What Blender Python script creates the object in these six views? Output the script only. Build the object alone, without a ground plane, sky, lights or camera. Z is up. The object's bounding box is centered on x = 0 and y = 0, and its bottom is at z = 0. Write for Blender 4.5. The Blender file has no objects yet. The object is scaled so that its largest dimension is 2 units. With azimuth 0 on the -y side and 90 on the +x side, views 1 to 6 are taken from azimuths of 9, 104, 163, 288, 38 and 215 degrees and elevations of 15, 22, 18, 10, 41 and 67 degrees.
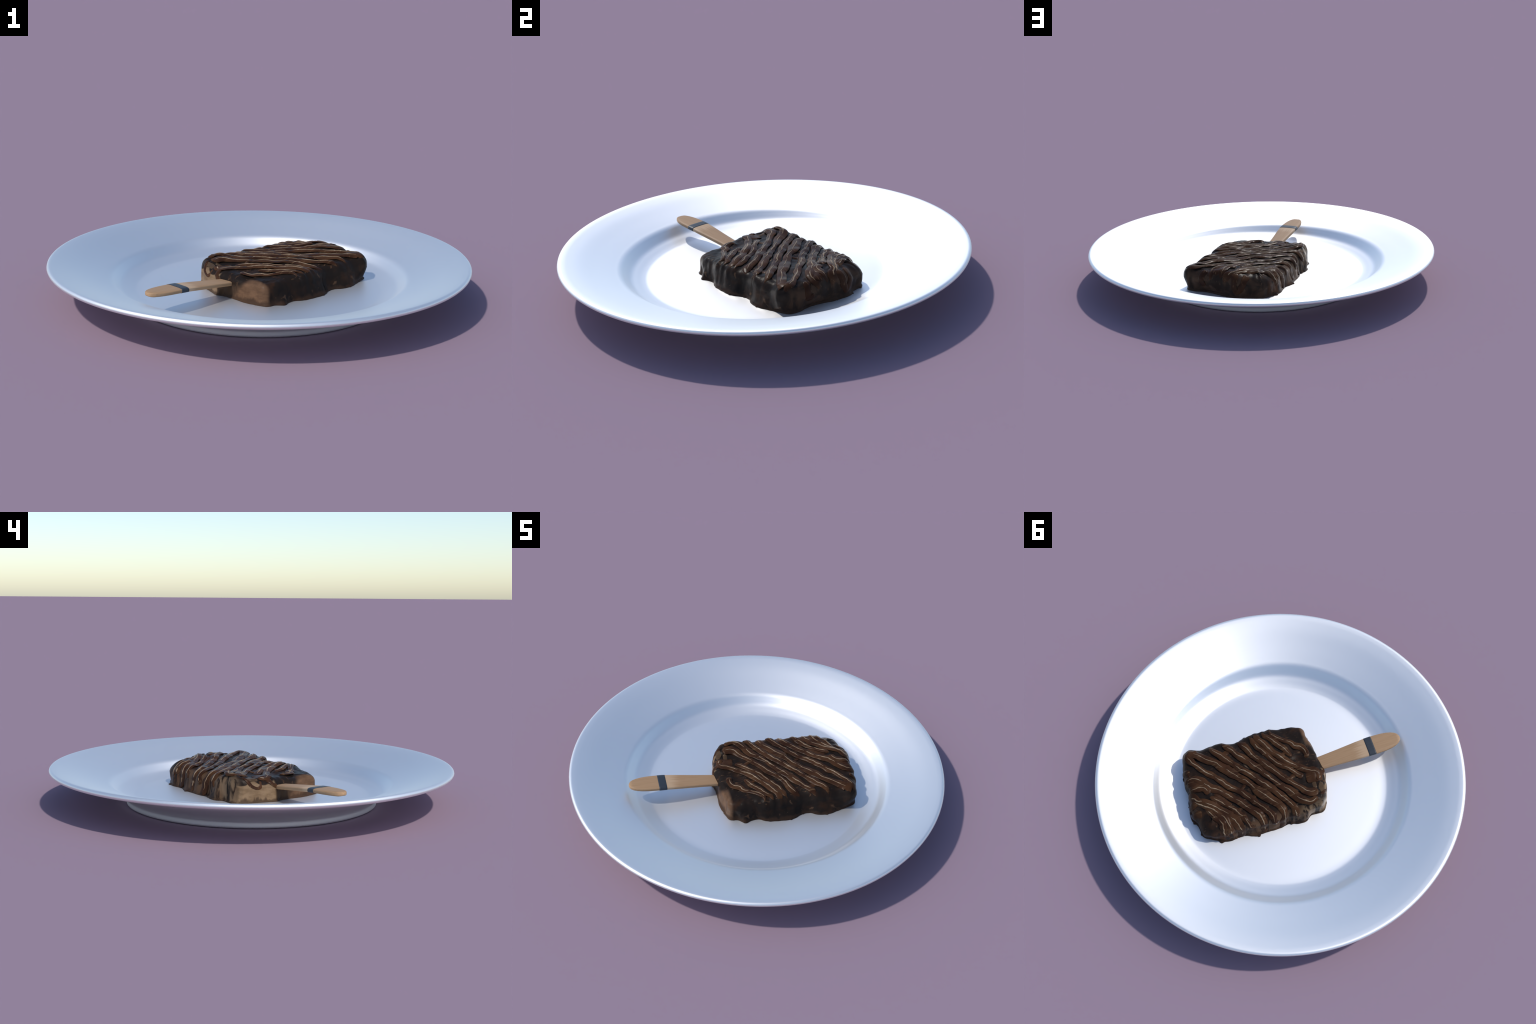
"""A chocolate-coated ice cream bar with drizzle, on its stick, lying on a shiny plate."""
import bpy, math, random
import numpy as np
from mathutils import Vector
from mathutils.bvhtree import BVHTree

random.seed(7)
rng = np.random.default_rng(7)
COLL = bpy.context.scene.collection


# ------------------------------------------------------------------ helpers
def smooth(a, b, x):
    t = np.clip((x - a) / (b - a), 0, 1)
    return t * t * (3 - 2 * t)


def catmull(points, step, closed=False):
    """Resample a Catmull-Rom curve through points at an even spacing."""
    p = np.array(points, float)
    n = len(p)
    out = []
    spans = n if closed else n - 1
    for i in range(spans):
        if closed:
            a, b, c, d = p[(i - 1) % n], p[i], p[(i + 1) % n], p[(i + 2) % n]
        else:
            b, c = p[i], p[i + 1]
            a = p[i - 1] if i else 2 * b - c
            d = p[i + 2] if i + 2 < n else 2 * c - b
        for t in np.linspace(0, 1, 24, endpoint=False):
            out.append(0.5 * (2 * b + (c - a) * t + (2 * a - 5 * b + 4 * c - d) * t ** 2 + (3 * b - a - 3 * c + d) * t ** 3))
    if not closed:
        out.append(p[-1])
    out = np.array(out)
    loop = np.vstack([out, out[:1]]) if closed else out
    l = np.r_[0, np.cumsum(np.linalg.norm(np.diff(loop, axis=0), axis=1))]
    k = max(4, int(round(l[-1] / step)))
    u = np.linspace(0, l[-1], k + (0 if closed else 1), endpoint=not closed)
    return np.stack([np.interp(u, l, loop[:, j]) for j in range(p.shape[1])], axis=1)


def noise1(x, seed, octaves=3):
    """Smooth one-dimensional noise, about -1..1."""
    g = np.random.default_rng(seed)
    y = np.zeros_like(np.asarray(x, float))
    for o in range(octaves):
        ph, fr = g.uniform(0, 6.28, 3), g.uniform(0.6, 1.4, 3) * 2 ** o
        for a, f in zip(ph, fr):
            y += np.sin(np.asarray(x) * f + a) / (3 * 1.5 ** o)
    return y


def new_mesh(name, verts, faces, mat, parent=None, shade=True):
    me = bpy.data.meshes.new(name)
    me.from_pydata([tuple(map(float, v)) for v in verts], [], faces)
    me.materials.append(mat)
    if shade:
        me.polygons.foreach_set("use_smooth", [True] * len(me.polygons))
    me.update()
    ob = bpy.data.objects.new(name, me)
    COLL.objects.link(ob)
    if parent is not None:
        ob.parent = parent
    return ob


def empty(name, label, category, loc=(0, 0, 0), rot=0.0):
    ob = bpy.data.objects.new(name, None)
    ob.location, ob.rotation_euler = loc, (0, 0, rot)
    ob["label"], ob["category"] = label, category
    COLL.objects.link(ob)
    return ob


class Mat:
    """Small wrapper for writing a node material."""

    def __init__(self, name, **inputs):
        self.m = bpy.data.materials.new(name)
        self.m.use_nodes = True
        self.nt = self.m.node_tree
        self.b = self.nt.nodes["Principled BSDF"]
        for k, v in inputs.items():
            self.b.inputs[k.replace("_", " ")].default_value = v
        self.co = self.nt.nodes.new("ShaderNodeTexCoord").outputs["Object"]

    def node(self, kind, **props):
        n = self.nt.nodes.new(kind)
        for k, v in props.items():
            setattr(n, k, v)
        return n

    def put(self, sock, val):
        if isinstance(val, bpy.types.NodeSocket):
            self.nt.links.new(val, sock)
        else:
            sock.default_value = val

    def math(self, op, a, b=0.0, c=0.0, clamp=False):
        n = self.node("ShaderNodeMath", operation=op, use_clamp=clamp)
        for s, v in zip(n.inputs, (a, b, c)):
            self.put(s, v)
        return n.outputs[0]

    def range(self, v, a, b, lo=0.0, hi=1.0):
        n = self.node("ShaderNodeMapRange", interpolation_type="SMOOTHSTEP")
        for s, x in zip(n.inputs, (v, a, b, lo, hi)):
            self.put(s, x)
        return n.outputs[0]

    def xyz(self):
        n = self.node("ShaderNodeSeparateXYZ")
        self.put(n.inputs[0], self.co)
        return n.outputs

    def noise(self, scale=(1, 1, 1), freq=5.0, detail=3.0, rough=0.5, rot=0.0, dist=0.0):
        mp = self.node("ShaderNodeMapping")
        self.put(mp.inputs["Vector"], self.co)
        mp.inputs["Rotation"].default_value = (0, 0, rot)
        mp.inputs["Scale"].default_value = scale
        n = self.node("ShaderNodeTexNoise")
        self.put(n.inputs["Vector"], mp.outputs[0])
        n.inputs["Scale"].default_value = freq
        n.inputs["Detail"].default_value = detail
        n.inputs["Roughness"].default_value = rough
        n.inputs["Distortion"].default_value = dist
        return n.outputs[0]

    def mix(self, fac, a, b):
        n = self.node("ShaderNodeMix", data_type="RGBA")
        self.put(n.inputs[0], fac)
        self.put(n.inputs[6], a)
        self.put(n.inputs[7], b)
        return n.outputs[2]

    def bump(self, h, strength, distance):
        n = self.node("ShaderNodeBump")
        n.inputs["Strength"].default_value = strength
        n.inputs["Distance"].default_value = distance
        self.put(n.inputs["Height"], h)
        self.put(self.b.inputs["Normal"], n.outputs[0])

    def colour(self, v):
        self.put(self.b.inputs["Base Color"], v)


def rgb(r, g, b):
    return (r, g, b, 1.0)


# ---------------------------------------------------------------- materials
def plate_material():
    m = Mat("glazed_silver_white", Metallic=0.92, Roughness=0.5)
    m.colour(rgb(0.91, 0.91, 0.91))
    return m.m


def coating_material():
    """Near-black chocolate, browner at the far end and, copying baked-in light, on one long side, milk-chocolate tan where the coating is thin at the stick end."""
    m = Mat("dark_chocolate", Roughness=0.36, Specular_IOR_Level=0.055)
    x, y, z = m.xyz()
    n1 = m.noise((1, 1, 1), 14, 4, 0.55, dist=0.6)
    n2 = m.noise((1, 3, 1), 22, 3, 0.5, rot=0.9, dist=0.8)
    n3 = m.noise((6, 6, 1.0), 5, 3, 0.55, dist=0.7)
    base = m.mix(m.range(n1, 0.45, 0.75), rgb(0.0145, 0.0102, 0.0082), rgb(0.034, 0.0165, 0.0095))
    base = m.mix(m.range(n2, 0.62, 0.72), base, rgb(0.075, 0.042, 0.024))
    # side away from the dark one: brown streaks, lightened by baked-in photo light
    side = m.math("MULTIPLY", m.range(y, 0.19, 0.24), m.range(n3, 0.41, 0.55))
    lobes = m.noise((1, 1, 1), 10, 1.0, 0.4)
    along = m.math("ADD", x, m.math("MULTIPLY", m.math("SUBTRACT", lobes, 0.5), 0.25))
    lit_brown = m.mix(m.range(along, 0.0, -0.10), rgb(0.100, 0.056, 0.031), rgb(0.165, 0.108, 0.064))
    lit_brown = m.mix(m.range(along, 0.28, 0.40), lit_brown, rgb(0.080, 0.034, 0.016))
    base = m.mix(side, base, lit_brown)
    far = m.math("MULTIPLY", m.range(x, 0.455, 0.5), m.range(n1, 0.4, 0.6, 0.15, 0.9))
    base = m.mix(far, base, rgb(0.06, 0.034, 0.021))
    # thin tan face at the stick end: a broad patch on one side of the stick, a corner patch on the other
    edge = m.math("ADD", x, m.math("MULTIPLY", m.math("SUBTRACT", n1, 0.5), 0.05))
    low = m.math("ADD", z, m.math("MULTIPLY", m.math("SUBTRACT", n3, 0.5), 0.07))
    end = m.range(edge, -0.175, -0.192)
    broad = m.math("MULTIPLY", m.range(y, 0.02, 0.035), m.range(m.math("ADD", z, m.math("MULTIPLY", m.math("SUBTRACT", lobes, 0.5), 0.10)), 0.134, 0.126))
    wedge = m.math("ADD", y, m.math("MULTIPLY", z, 0.9))
    corner = m.math("MULTIPLY", m.range(wedge, 0.005, -0.035), m.range(x, -0.178, -0.197))
    face = m.math("MAXIMUM", m.math("MULTIPLY", end, broad), corner)
    mottle = m.range(m.noise((2, 2, 5), 9, 4, 0.6), 0.3, 0.7)
    tan = m.mix(mottle, rgb(0.135, 0.085, 0.047), rgb(0.205, 0.135, 0.079))
    tan = m.mix(m.range(y, -0.02, -0.06), tan, m.mix(mottle, rgb(0.085, 0.047, 0.027), rgb(0.13, 0.072, 0.041)))
    base = m.mix(face, base, tan)
    # between the two, brown melt low on the end face
    mid = m.math("MULTIPLY", m.range(edge, -0.19, -0.205), m.range(low, 0.12, 0.08, 0.0, 0.8))
    base = m.mix(m.math("MULTIPLY", mid, m.math("SUBTRACT", 1.0, face)), base, rgb(0.065, 0.038, 0.022))
    # darker towards the bottom edge
    base = m.mix(m.range(low, 0.062, 0.046, 0.0, 0.75), base, rgb(0.035, 0.02, 0.013))
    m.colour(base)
    m.bump(m.noise((1, 1, 1), 40, 3, 0.5), 0.25, 0.006)
    return m.m


def drizzle_material(name, dark, mid, light):
    m = Mat(name, Roughness=0.30, Specular_IOR_Level=0.06)
    n1 = m.noise((1, 1, 1), 11, 3, 0.5)
    n2 = m.noise((1.2, 9, 3), 9, 4, 0.6, rot=-0.95, dist=0.5)
    c = m.mix(m.range(n1, 0.35, 0.65), dark, mid)
    c = m.mix(m.range(n2, 0.56, 0.70), c, light)
    m.colour(c)
    m.bump(m.noise((1, 6, 3), 12, 2, 0.5, rot=-0.95), 0.15, 0.004)
    return m.m


def wood_material():
    m = Mat("pale_birch_wood", Roughness=0.55, Specular_IOR_Level=0.3)
    x, y, z = m.xyz()
    grain = m.noise((1.5, 40, 10), 4, 4, 0.6)
    c = m.mix(m.range(grain, 0.3, 0.7), rgb(0.33, 0.198, 0.103), rgb(0.375, 0.230, 0.124))
    # frayed pale fibres just inside the painted band
    fib = m.noise((1.2, 60, 1), 4, 3, 0.55)
    reach = m.range(m.math("ADD", x, m.math("MULTIPLY", fib, -0.16)), -0.56, -0.50, 1.0, 0.0)
    reach = m.math("MULTIPLY", reach, m.range(x, -0.503, -0.499))
    c = m.mix(m.math("MULTIPLY", reach, 0.8), c, rgb(0.50, 0.34, 0.21))
    m.colour(c)
    m.bump(grain, 0.15, 0.002)
    return m.m


def band_material():
    m = Mat("navy_paint", Roughness=0.45, Specular_IOR_Level=0.4)
    g = m.noise((2, 30, 8), 5, 3, 0.5)
    m.colour(m.mix(g, rgb(0.022, 0.028, 0.036), rgb(0.034, 0.040, 0.049)))
    return m.m


# -------------------------------------------------------------------- plate
PLATE_TOP = [(0.0, 0.0375), (0.30, 0.0375), (0.50, 0.0375), (0.575, 0.038), (0.60, 0.042), (0.63, 0.052),
             (0.66, 0.0645), (0.685, 0.0865), (0.70, 0.1005), (0.715, 0.1090), (0.74, 0.117), (0.82, 0.142), (0.90, 0.1675), (0.955, 0.1825),
             (0.972, 0.1862), (0.980, 0.1875), (0.988, 0.1885), (0.995, 0.186), (1.0, 0.178), (0.996, 0.169),
             (0.985, 0.1635), (0.96, 0.158)]
PLATE_UNDER = [(0.96, 0.158), (0.90, 0.143), (0.80, 0.113), (0.72, 0.084), (0.66, 0.050), (0.637, 0.0355)]
FOOT = [(0.637, 0.0355), (0.631, 0.0325), (0.6285, 0.029), (0.6275, 0.015), (0.6265, 0.003), (0.6245, 0.0005), (0.620, 0.0), (0.606, 0.0), (0.598, 0.002), (0.590, 0.012), (0.58, 0.020)]
UNDER_WELL = [(0.58, 0.020), (0.40, 0.021), (0.15, 0.021), (0.0, 0.021)]


def lathe(name, profile, mat, parent, seg=192):
    """Turn a profile (radius, height, normal_r, normal_z) about z, with exact smooth normals."""
    verts, norms, faces, rows = [], [], [], []
    ang = np.linspace(0, 2 * math.pi, seg, endpoint=False)
    for r, z, nr, nz in profile:
        if r < 1e-6:
            rows.append([len(verts)])
            verts.append((0, 0, z))
            norms.append((0, 0, 1.0 if nz > 0 else -1.0))
        else:
            rows.append(list(range(len(verts), len(verts) + seg)))
            for a in ang:
                verts.append((r * math.cos(a), r * math.sin(a), z))
                norms.append((nr * math.cos(a), nr * math.sin(a), nz))
    for a, b in zip(rows[:-1], rows[1:]):
        for i in range(seg):
            j = (i + 1) % seg
            if len(a) == 1:
                faces.append((a[0], b[i], b[j]))
            elif len(b) == 1:
                faces.append((a[i], b[0], a[j]))
            else:
                faces.append((a[i], b[i], b[j], a[j]))
    ob = new_mesh(name, verts, faces, mat, parent)
    ob.data.normals_split_custom_set_from_vertices(norms)
    return ob


def build_plate():
    mat = plate_material()
    root = empty("dinner_plate", "round shiny white plate with wide sloping rim and foot ring", "plate")
    ctrl = PLATE_TOP + PLATE_UNDER[1:] + FOOT[1:] + UNDER_WELL[1:]
    dense = catmull(ctrl, 0.006)
    dense[:, 0] = np.clip(dense[:, 0], 0, 1.0)
    dense[0, 0] = dense[-1, 0] = 0.0
    d = np.gradient(dense, axis=0)
    d /= np.linalg.norm(d, axis=1)[:, None] + 1e-12
    prof = np.column_stack([dense, -d[:, 1], d[:, 0]])

    def at(r, z):
        return int(np.argmin((dense[:, 0] - r) ** 2 + (dense[:, 1] - z) ** 2))

    i_well, i_foot, i_in = at(0.725, 0.1125), at(0.637, 0.0355), at(0.58, 0.020)
    lathe("well", prof[: i_well + 1], mat, root)
    lathe("rim", prof[i_well: i_foot + 1], mat, root)
    lathe("foot_ring", prof[i_foot: i_in + 1], mat, root)
    lathe("underside", prof[i_in:], mat, root)
    return root


# ------------------------------------------------------------ ice cream bar
# The bar's own frame: x runs along the stick away from the handle, y across, z up.
# Outline where the bar touches the plate, as (x, -y), going round.
BOTTOM = [(-.205, .255), (-.16, .268), (-.128, .297), (-.09, .285), (-.055, .284), (-.012, .303), (.065, .315), (.13, .312),
          (.17, .293), (.195, .285), (.225, .288), (.265, .306), (.33, .311), (.372, .298), (.41, .288), (.45, .275),
          (.478, .258), (.490, .215), (.484, .15), (.495, .085), (.518, .03), (.527, -.02), (.525, -.07), (.502, -.115),
          (.493, -.18), (.447, -.21), (.374, -.244), (.29, -.238), (.218, -.257), (.15, -.258), (.09, -.257), (.03, -.246),
          (-.02, -.262), (-.07, -.260), (-.10, -.238), (-.17, -.235), (-.203, -.19), (-.228, -.11), (-.252, -.03),
          (-.238, .005), (-.233, .065), (-.236, .11), (-.226, .19)]
# Outline half-way up, same stations.
MIDDLE = [(-.207, .240), (-.158, .268), (-.12, .274), (-.09, .274), (-.055, .277), (-.006, .289), (.065, .290), (.13, .280),
          (.17, .270), (.195, .270), (.228, .278), (.268, .290), (.33, .288), (.376, .284), (.42, .294), (.455, .294),
          (.480, .272), (.497, .22), (.503, .16), (.513, .10), (.510, .05), (.517, -.02), (.520, -.06), (.506, -.12),
          (.492, -.19), (.450, -.218), (.378, -.236), (.295, -.232), (.222, -.247), (.152, -.248), (.09, -.250), (.03, -.243),
          (-.02, -.252), (-.07, -.254), (-.105, -.240), (-.17, -.236), (-.207, -.186), (-.226, -.110), (-.240, -.03),
          (-.235, .005), (-.230, .065), (-.222, .12), (-.213, .19)]
# Heights of the upper face, as (x, -y, z).
TOP = [(-.2, .24, .138), (-.2, .18, .144), (-.15, .245, .148), (-.15, .15, .152), (-.1, .235, .153), (0, .235, .163), (.08, .24, .160), (.16, .235, .152), (.25, .24, .165), (.32, .235, .163),
       (.39, .24, .168), (.46, .23, .168), (-.17, .08, .148), (-.17, .0, .148), (-.16, -.05, .152), (-.16, -.1, .150),
       (-.15, -.18, .162), (-.12, -.2, .183), (-.18, -.02, .163), (-.19, .07, .146), (-.19, -.12, .150), (-.05, -.19, .164), (.03, -.19, .159), (.1, -.19, .157), (.2, -.18, .153),
       (.3, -.18, .152), (.38, -.16, .155), (.45, -.14, .158), (.47, -.20, .140), (.405, -.165, .177), (.07, -.1, .162), (.165, .1, .166), (.26, -.03, .160),
       (.4, 0, .174), (.46, .05, .178), (.48, .12, .165), (.386, .19, .162), (-.05, .1, .155), (0, 0, .16)]
FLOOR = 0.038


# Thin patches of lighter melt lying in the grooves, as (x, -y).
PATCHES = [([(.393, .224), (.385, .201), (.371, .178)], .022), ([(.169, .158), (.172, .117), (.158, .087), (.116, .056)], .010),
           ([(.056, .158), (.049, .133), (.033, .109), (.017, .091)], .014), ([(.157, -.046), (.145, -.082), (.134, -.106), (.116, -.117)], .012),
           ([(.455, -.061), (.439, -.059), (.42, -.072)], .016), ([(.377, .116), (.359, .09), (.34, .073)], .010),
           ([(.395, .033), (.378, .008)], .014), ([(-.041, -.073), (-.057, -.109), (-.065, -.129)], .011),
           ([(-.002, .221), (-.022, .191), (-.036, .161)], .012), ([(.262, -.024), (.239, -.055)], .014),
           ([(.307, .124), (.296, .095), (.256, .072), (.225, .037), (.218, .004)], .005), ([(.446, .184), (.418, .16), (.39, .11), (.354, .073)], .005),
           ([(-.084, .015), (-.049, .026), (-.028, .033)], .009), ([(-.169, -.084), (-.156, -.11), (-.162, -.132)], .014),
           ([(-.209, -.107), (-.189, -.136), (-.201, -.17)], .016)]


def top_height(x, w):
    c = np.array(TOP)
    d2 = (np.asarray(x)[..., None] - c[:, 0]) ** 2 + (np.asarray(w)[..., None] - c[:, 1]) ** 2
    k = np.exp(-d2 / (2 * 0.045 ** 2)) + 1e-9
    return (k * c[:, 2]).sum(-1) / k.sum(-1) - 0.0060


def surface_noise(p, freq, seed):
    g = np.random.default_rng(seed)
    y = np.zeros(len(p))
    for o in range(3):
        for _ in range(4):
            d = g.normal(size=3)
            d /= np.linalg.norm(d)
            y += np.sin(p @ d * freq * 2 ** o + g.uniform(0, 6.28)) / (4 * 1.7 ** o)
    return y


def build_coating(parent, mat):
    n = 360
    both = catmull(np.hstack([BOTTOM, MIDDLE]), 0.004, closed=True)
    idx = np.linspace(0, len(both), n, endpoint=False).astype(int)
    both = both[idx]
    bot, mid = both[:, :2].copy(), both[:, 2:].copy()
    # the side away from the dark one sags in a little half-way up
    mid[:, 1] += 0.007 * smooth(-0.17, -0.22, mid[:, 1])
    # outward normal of a smoothed outline
    sm = mid.copy()
    for _ in range(60):
        sm = (np.roll(sm, 1, 0) + sm + np.roll(sm, -1, 0)) / 3
    t = np.roll(sm, -1, 0) - np.roll(sm, 1, 0)
    nrm = np.column_stack([t[:, 1], -t[:, 0]])
    nrm /= np.linalg.norm(nrm, axis=1)[:, None]
    if ((sm - sm.mean(0)) * nrm).sum() < 0:
        nrm = -nrm
    u = np.arange(n)
    # ragged hem: little tongues and spikes of set chocolate on the plate
    hem = 0.0022 * noise1(u * 0.22, 3) + 0.012 * np.clip(noise1(u * 0.33, 9) - 0.62, 0, 1)
    bot_hem = bot + nrm * (hem + 0.002)[:, None]
    rings = [np.column_stack([bot_hem, np.full(n, FLOOR)]),
             np.column_stack([bot_hem, np.full(n, FLOOR + 0.003)]),
             np.column_stack([bot - nrm * 0.004, np.full(n, FLOOR + 0.009)])]
    # the shoulder rolls further in at the slumped far corner and along the far end
    corner = np.exp(-((mid[:, 0] - 0.49) ** 2 + (mid[:, 1] + 0.20) ** 2) / (2 * 0.10 ** 2))
    lip = np.exp(-((mid[:, 0] + 0.20) ** 2 + (mid[:, 1] + 0.20) ** 2) / (2 * 0.07 ** 2))
    near = np.exp(-((mid[:, 0] + 0.20) ** 2 + (mid[:, 1] - 0.24) ** 2) / (2 * 0.07 ** 2))
    inset = (0.048 + 0.042 * corner - 0.006 * near - 0.010 * lip + 0.009 * noise1(u * 0.18, 31))[:, None]
    inner = mid - nrm * inset
    shoulder = top_height(inner[:, 0], inner[:, 1]) - 0.002 + 0.004 * noise1(u * 0.21, 33)
    zmid = 0.100 + 0.006 * noise1(u * 0.12, 5)
    zmid = np.minimum(zmid, shoulder - 0.035)
    pleat = 0.0050 * noise1(u * 0.16, 21) + 0.0016 * noise1(u * 0.5, 22)
    for v in np.linspace(0.15, 1, 7):
        xy = bot * (1 - v) + mid * v + nrm * (pleat * math.sin(math.pi * min(1, v * 0.8)) - 0.004 * (1 - v))[:, None]
        rings.append(np.column_stack([xy, (FLOOR + 0.004) * (1 - v) + zmid * v]))
    for ph in np.linspace(0, 90, 12)[1:]:
        a = math.radians(ph)
        t_in = (1 - max(0.0, math.cos(a)) ** 0.9) * (1 - 0.5 * corner) + 0.5 * corner * ph / 90
        xy = mid - nrm * inset * t_in[:, None] + nrm * (pleat * 0.6 * max(0.0, math.cos(a)))[:, None]
        rings.append(np.column_stack([xy, zmid + (shoulder - zmid) * math.sin(a) ** 0.9]))
    rim = rings[-1]
    centre = np.array([0.14, 0.02])
    for k in np.linspace(1, 0, 44)[1:-1]:
        xy = centre + (rim[:, :2] - centre) * k
        z = top_height(xy[:, 0], xy[:, 1])
        bl = smooth(0.86, 1.0, k)
        rings.append(np.column_stack([xy, z * (1 - bl) + bl * np.minimum(z, shoulder + 0.004)]))
    verts = np.vstack(rings)
    nr = len(rings)
    # small lumps everywhere but on the plate contact
    live = smooth(FLOOR + 0.006, FLOOR + 0.03, verts[:, 2])
    verts[:, 2] += 0.0025 * surface_noise(verts, 55, 4) * smooth(0.10, 0.15, verts[:, 2])
    side = live * (1 - smooth(0.13, 0.165, verts[:, 2]))
    verts[:, :2] += np.tile(nrm, (nr, 1)) * (0.0022 * surface_noise(verts * np.array([1, 1, 0.6]), 60, 8) * side)[:, None]
    faces = []
    for r in range(nr - 1):
        for i in range(n):
            j = (i + 1) % n
            faces.append((r * n + i, r * n + j, (r + 1) * n + j, (r + 1) * n + i))
    # the coating itself swells under every run of drizzle
    lift = np.zeros(len(verts))
    for path, w, h in CRESTS:
        c = catmull([(q[0], q[1], q[2] if len(q) > 2 else float(top_height(q[0], q[1]))) for q in path], 0.006)
        d2 = ((verts[:, None, :] - c[None]) ** 2 * np.array([1, 1, 0.35])).sum(-1).min(1)
        lift = np.maximum(lift, h * 0.55 * np.exp(-d2 / (2 * (0.36 * w) ** 2)))
    up = smooth(0.11, 0.15, verts[:, 2])
    verts[:, 2] += lift * up
    verts[:, :2] += np.tile(nrm, (nr, 1)) * (lift * (1 - up) * live)[:, None]
    c_top, c_bot = len(verts), len(verts) + 1
    verts = np.vstack([verts, [[*centre, float(top_height(*centre))], [*centre, FLOOR]]])
    for i in range(n):
        j = (i + 1) % n
        faces.append(((nr - 1) * n + i, (nr - 1) * n + j, c_top))
        faces.append((j, i, c_bot))
    verts[:, 1] *= -1                                   # (x, -y) -> the bar's frame
    import bmesh
    ob = new_mesh("chocolate_coating", verts, faces, mat, parent)
    bm = bmesh.new()
    bm.from_mesh(ob.data)
    bmesh.ops.recalc_face_normals(bm, faces=bm.faces)
    bm.to_mesh(ob.data)
    bm.free()
    return ob


# Crest lines of the poured drizzle, as (x, -y) over the upper face; a third number
# gives the height where a line runs on down a side.
CRESTS = [
    ([(.447, -.075), (.422, -.115), (.401, -.14), (.385, -.178), (.39, -.21), (.397, -.26, .11), (.402, -.27, .09)], .026, .010),
    ([(.505, .0, .12), (.49, -.03), (.465, -.045), (.439, -.064), (.413, -.085), (.38, -.128), (.362, -.155), (.35, -.197), (.345, -.26, .13), (.345, -.27, .105)], .022, .010),
    ([(.53, .03, .11), (.490, -.005), (.459, -.028), (.408, -.065), (.358, -.115), (.331, -.156), (.303, -.205), (.29, -.26, .125), (.294, -.27, .055)], .033, .011),
    ([(.404, -.022), (.378, -.042), (.342, -.076), (.303, -.116), (.283, -.151), (.258, -.193), (.238, -.26, .13), (.226, -.28, .10)], .022, .011),
    ([(.54, .11, .12), (.503, .112), (.465, .112), (.435, .096), (.402, .054), (.381, .027), (.343, 0), (.299, -.047), (.255, -.094), (.221, -.134), (.175, -.196), (.165, -.26, .13), (.166, -.28, .062)], .031, .012),
    ([(.472, .278, .143), (.466, .258), (.458, .238), (.437, .205), (.412, .163), (.378, .119), (.342, .08), (.317, .049), (.291, .016), (.246, -.026), (.221, -.059), (.181, -.11), (.147, -.158), (.117, -.202), (.110, -.26, .13), (.100, -.28, .095)], .026, .012),
    ([(.431, .285, .14), (.43, .265), (.42, .252), (.393, .23), (.356, .195), (.319, .16), (.284, .12), (.249, .081), (.215, .037), (.181, -.004), (.149, -.052), (.1, -.118), (.049, -.197), (.046, -.26, .13), (.054, -.28, .058)], .034, .012),
    ([(.325, .282, .142), (.322, .258), (.308, .229), (.283, .202), (.258, .169), (.232, .137), (.2, .086), (.165, .047), (.139, .018), (.106, -.026), (.076, -.065), (.034, -.124), (-.006, -.207), (-.015, -.26, .13), (-.022, -.28, .10)], .028, .013),
    ([(.249, .282, .142), (.246, .256), (.232, .233), (.211, .208), (.186, .172), (.153, .127), (.12, .078), (.095, .047), (.072, .007), (.048, -.027), (.01, -.079), (-.019, -.111), (-.04, -.153), (-.065, -.183), (-.092, -.205), (-.12, -.206), (-.15, -.19)], .028, .012),
    ([(.166, .268, .14), (.155, .245), (.13, .193), (.119, .158), (.106, .133), (.079, .099), (.055, .063), (.021, .021), (-.009, -.024), (-.044, -.069), (-.078, -.109), (-.108, -.142), (-.135, -.152), (-.165, -.15)], .029, .012),
    ([(.096, .27, .143), (.088, .238), (.077, .197), (.059, .162), (.038, .13), (.016, .094), (-.017, .05), (-.059, .011), (-.084, -.02), (-.11, -.055)], .024, .010),
    ([(.064, .282, .138), (.061, .25), (.05, .22), (.026, .178), (.009, .147), (-.019, .109), (-.044, .075), (-.079, .038), (-.115, .003), (-.153, -.024), (-.19, -.042), (-.205, -.07), (-.19, -.10)], .028, .012),
    ([(.02, .275, .14), (.018, .25), (.01, .236), (-.015, .207), (-.03, .179), (-.064, .139), (-.082, .104), (-.089, .082)], .022, .009),
    ([(-.02, .275, .138), (-.018, .25), (-.025, .233), (-.05, .206), (-.083, .183), (-.111, .166), (-.125, .141), (-.155, .123), (-.171, .094), (-.173, .07), (-.155, .06)], .024, .012),
    ([(.525, .05, .13), (.499, .049), (.445, .047), (.416, .033), (.400, -.002)], .030, .011),
    ([(.378, -.01), (.35, -.04), (.32, -.078), (.30, -.095)], .018, .006),
    ([(-.13, -.045), (-.165, -.060), (-.205, -.075)], .048, .009),
    ([(.515, .075, .14), (.48, .080), (.435, .066)], .050, .009),
    # drips over the far end
    ([(.47, .15), (.50, .165, .13), (.53, .17, .09), (.52, .155, .065)], .030, .010),
    ([(.488, -.02), (.51, -.035, .14), (.54, -.03, .10), (.54, -.05, .07), (.54, -.075, .09), (.50, -.09, .145), (.47, -.095)], .026, .010),
    # runs on the stick end
    ([(-.17, -.18), (-.20, -.165, .15), (-.25, -.15, .125), (-.25, -.13, .112), (-.25, -.11, .125), (-.21, -.10, .145)], .016, .006),
    ([(-.195, -.06), (-.23, -.05, .14), (-.25, -.035, .12), (-.26, -.01, .112)], .020, .008),
]


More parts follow.
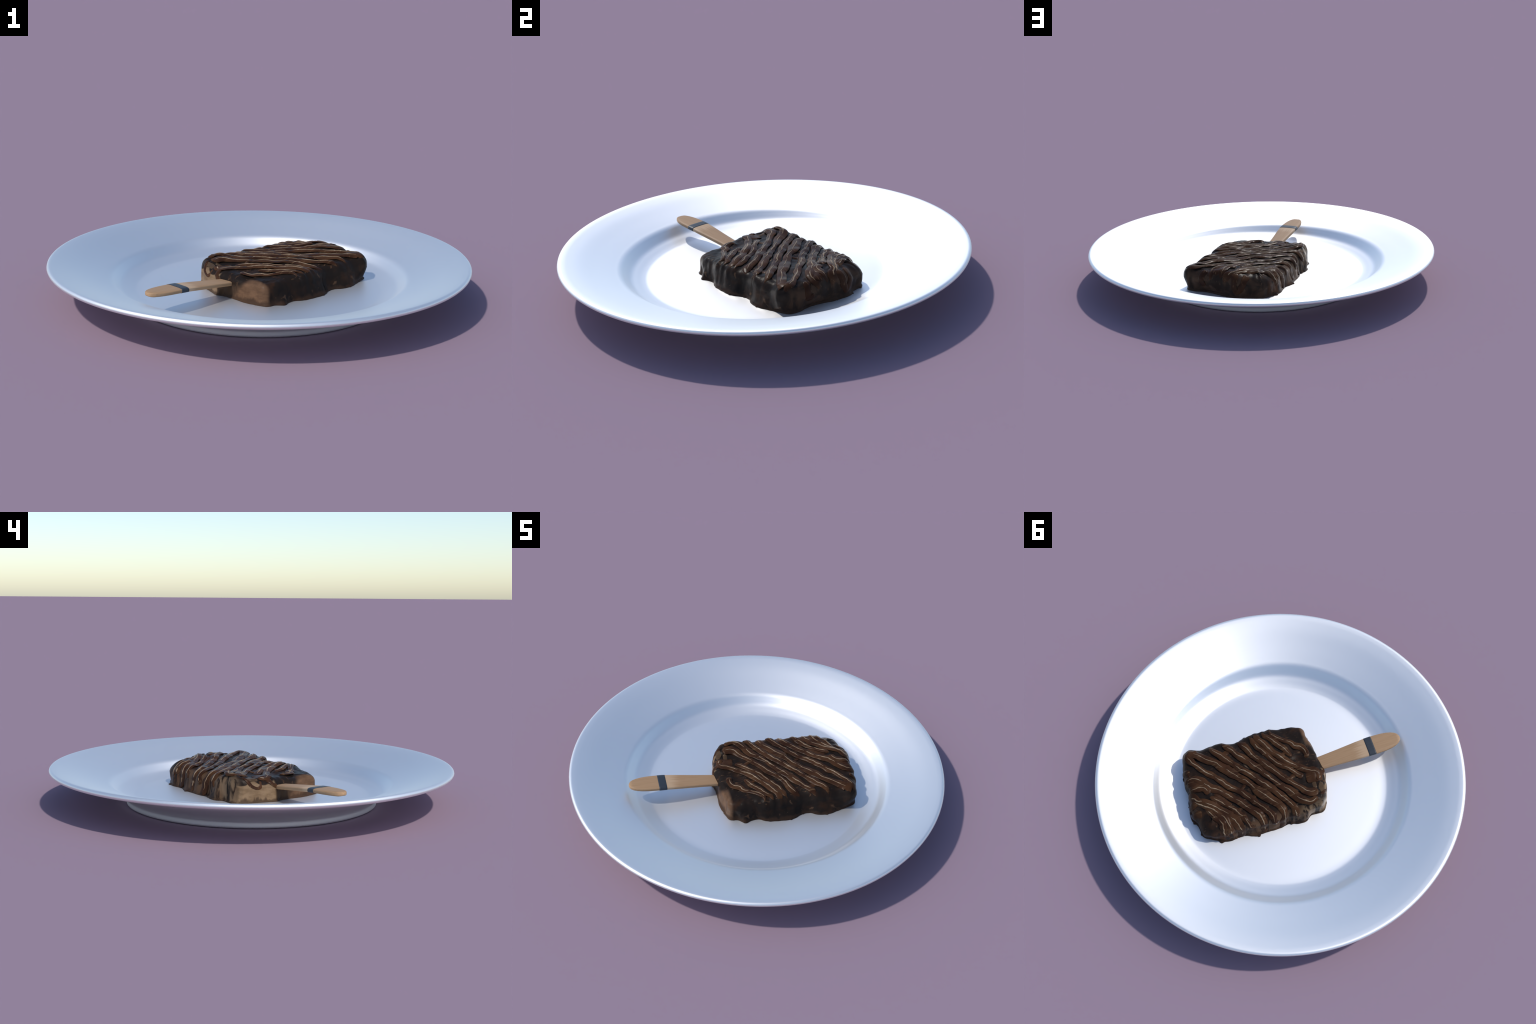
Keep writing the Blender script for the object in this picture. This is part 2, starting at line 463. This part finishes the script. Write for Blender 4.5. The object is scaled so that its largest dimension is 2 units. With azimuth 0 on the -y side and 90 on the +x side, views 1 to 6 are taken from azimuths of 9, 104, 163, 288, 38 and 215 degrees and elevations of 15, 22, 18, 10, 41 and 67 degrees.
def strand_path(path, surface, height, seed):
    """Lay a path on the coating: points, surface normals, sideways directions, ridge height."""
    pts = []
    for q in path:
        z = q[2] if len(q) > 2 else float(top_height(q[0], q[1])) + 0.01
        pts.append((q[0], -q[1], z))
    loc, nor = [], []
    for p in catmull(pts, 0.005):
        hit, nn, _, _ = surface.find_nearest(Vector(p))
        loc.append(hit)
        nor.append(nn)
    loc, nor = np.array(loc), np.array(nor)
    for _ in range(5):
        loc[1:-1] = (loc[:-2] + loc[1:-1] * 2 + loc[2:]) / 4
        nor[1:-1] = (nor[:-2] + nor[1:-1] + nor[2:]) / 3
    for _ in range(8):
        nor[1:-1] = (nor[:-2] + nor[1:-1] + nor[2:]) / 3
    nor /= np.linalg.norm(nor, axis=1)[:, None]
    tan = np.gradient(loc, axis=0)
    tan /= np.linalg.norm(tan, axis=1)[:, None] + 1e-12
    side = np.cross(tan, nor)
    side /= np.linalg.norm(side, axis=1)[:, None] + 1e-12
    s = np.arange(len(loc)) * 0.005
    L = s[-1]
    cap = np.sqrt(np.clip(1 - (1 - np.clip(np.minimum(s, L - s) / 0.018, 0, 1)) ** 2, 0.003, 1))
    if len(path[0]) > 2:                                 # a run-out down a side thins away
        cap = cap * (0.25 + 0.75 * smooth(0, 0.055, s))
    hh = 0.50 * height * cap * np.clip(1 + 0.38 * noise1(s * 16, seed + 2), 0.3, 2)
    wob = 0.0022 * noise1(s * 28, seed + 3)
    return loc + side * wob[:, None], nor, side, s, cap, hh


def tube(loc, nor, side, hw, hh, k, power):
    verts, faces = [], []
    m = len(loc)
    for i in range(m):
        for j in range(k):
            a = 2 * math.pi * j / k
            up = math.sin(a)
            up = up ** power if up > 0 else up * 0.35
            verts.append(loc[i] + side[i] * hw[i] * math.cos(a) + nor[i] * (hh[i] * up - 0.001))
    for i in range(m - 1):
        for j in range(k):
            jj = (j + 1) % k
            faces.append((i * k + j, i * k + jj, (i + 1) * k + jj, (i + 1) * k + j))
    faces.append(tuple(range(k)))
    faces.append(tuple(range((m - 1) * k, m * k))[::-1])
    return verts, faces


def strand(path, surface, width, height, seed):
    """Loft a soft, rounded ridge along a path laid on the coating."""
    loc, nor, side, s, cap, hh = strand_path(path, surface, height, seed)
    hw = 0.72 * width * cap * (1 + 0.26 * noise1(s * 18, seed) + 0.05 * noise1(s * 60, seed + 1))
    return tube(loc, nor, side, hw, hh, 18, 1.5)


def glint_strip(crest, a, b, half, seed):
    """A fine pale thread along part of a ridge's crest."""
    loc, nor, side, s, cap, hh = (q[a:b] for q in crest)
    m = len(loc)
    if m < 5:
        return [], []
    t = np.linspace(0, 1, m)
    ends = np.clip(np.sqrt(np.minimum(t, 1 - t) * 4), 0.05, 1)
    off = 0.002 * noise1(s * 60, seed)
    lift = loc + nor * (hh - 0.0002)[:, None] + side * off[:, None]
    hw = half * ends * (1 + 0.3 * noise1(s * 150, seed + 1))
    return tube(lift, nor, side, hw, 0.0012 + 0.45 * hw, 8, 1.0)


def build_stick(parent, wood, paint):
    """Flat wooden stick, narrow at the bar, wide at the band, rounded tip; rises gently towards the tip."""
    xs = [-.08, -.235, -.35, -.45, -.52, -.56, -.60, -.63, -.655, -.672, -.684, -.692, -.696]
    hw = [.036, .0385, .0445, .0510, .0540, .0542, .0525, .0485, .0420, .0345, .0255, .0160, .0040]
    fine = np.r_[np.linspace(-.08, -.63, 56), np.linspace(-.633, -.696, 22)]
    width = np.interp(-fine, -np.array(xs), hw)

    def section(x, h, grow=0.0):
        zt = 0.1165 + 0.118 * (-0.235 - x) - 0.10 * max(0.0, -0.50 - x) ** 1.2
        th = 0.0115 * min(1.0, (h / 0.03) ** 0.5)
        ring = []
        for j in range(40):
            a = 2 * math.pi * j / 40
            ca, sa = math.cos(a), math.sin(a)
            yy = (h + grow) * abs(ca) ** 0.42 * (1 if ca >= 0 else -1)
            zz = (th + grow) * abs(sa) ** 0.55 * (1 if sa >= 0 else -1)
            ring.append((x, -0.0145 + yy, zt - 0.0115 + zz))
        return ring

    def loft(name, sections, mat, par):
        verts = [v for r in sections for v in r]
        k = len(sections[0])
        faces = [(i * k + j, i * k + (j + 1) % k, (i + 1) * k + (j + 1) % k, (i + 1) * k + j)
                 for i in range(len(sections) - 1) for j in range(k)]
        faces += [tuple(range(k))[::-1], tuple(range((len(sections) - 1) * k, len(sections) * k))]
        return new_mesh(name, verts, faces, mat, par)

    stick = loft("stick", [section(x, h) for x, h in zip(fine, width)], wood, parent)
    bx = np.linspace(-.5005, -.5415, 8)
    bh = np.interp(-bx, -np.array(xs), hw)
    loft("painted_band", [section(x, h, 0.0009) for x, h in zip(bx, bh)], paint, stick)
    return stick


def build_bar():
    ang = math.atan2(0.8, 0.6)
    root = empty("ice_cream_bar", "dark chocolate ice cream bar with glossy drizzle on a wooden stick", "ice cream", rot=ang)
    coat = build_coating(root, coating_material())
    me = coat.data
    surface = BVHTree.FromPolygons([v.co.copy() for v in me.vertices], [tuple(p.vertices) for p in me.polygons])
    pale = drizzle_material("baked_glint_tan", rgb(0.16, 0.10, 0.058), rgb(0.26, 0.185, 0.12), rgb(0.38, 0.29, 0.21))  # tan of the added crest strips that stand in for wet glints
    brown = drizzle_material("milk_chocolate_drizzle", rgb(0.030, 0.0125, 0.0068), rgb(0.060, 0.0265, 0.0122), rgb(0.095, 0.053, 0.027))
    for i, (path, w, h) in enumerate(CRESTS):
        v, f = strand(path, surface, w, h, 40 + i * 7)
        if v:
            new_mesh("drizzle_strand", v, f, brown, coat)
    # short bridges where neighbouring runs flowed together
    g = np.random.default_rng(77)
    for i in range(16):
        a = int(g.integers(0, 12))
        p, q = (catmull([r[:2] for r in CRESTS[j][0] if len(r) == 2], 0.006) for j in (a, a + 1))
        if min(len(p), len(q)) < 8:
            continue
        k = int(g.integers(3, len(p) - 4))
        n = int(np.argmin(((q - p[k]) ** 2).sum(1)))
        n = int(np.clip(n + g.integers(-5, 6), 1, len(q) - 2))
        if np.linalg.norm(p[k] - q[n]) > 0.085:
            continue
        v, f = strand([tuple(p[k]), tuple((p[k] + q[n]) / 2 + g.normal(0, 0.004, 2)), tuple(q[n])], surface,
                      float(g.uniform(0.012, 0.022)), 0.008, 700 + i * 5)
        new_mesh("drizzle_bridge", v, f, brown, coat)
    tan = drizzle_material("thin_caramel_melt", rgb(0.060, 0.036, 0.020), rgb(0.095, 0.060, 0.036), rgb(0.15, 0.105, 0.068))
    for i, (path, w) in enumerate(PATCHES):
        v, f = strand(path, surface, w * 1.1, 0.0045, 500 + i * 7)
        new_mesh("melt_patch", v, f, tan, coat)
    # added tan strips imitate baked-in highlights along the crests, broken here and there
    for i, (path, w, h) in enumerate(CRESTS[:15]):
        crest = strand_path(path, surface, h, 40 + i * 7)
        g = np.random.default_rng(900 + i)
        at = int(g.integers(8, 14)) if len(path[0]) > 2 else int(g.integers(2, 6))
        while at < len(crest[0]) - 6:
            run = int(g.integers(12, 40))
            v, f = glint_strip(crest, at, min(at + run, len(crest[0]) - 3), 0.0022 + 0.0014 * g.random(), int(g.integers(1e6)))
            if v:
                new_mesh("crest_glint", v, f, pale, coat)
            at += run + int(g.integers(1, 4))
    build_stick(root, wood_material(), band_material())
    return root


build_plate()
build_bar()
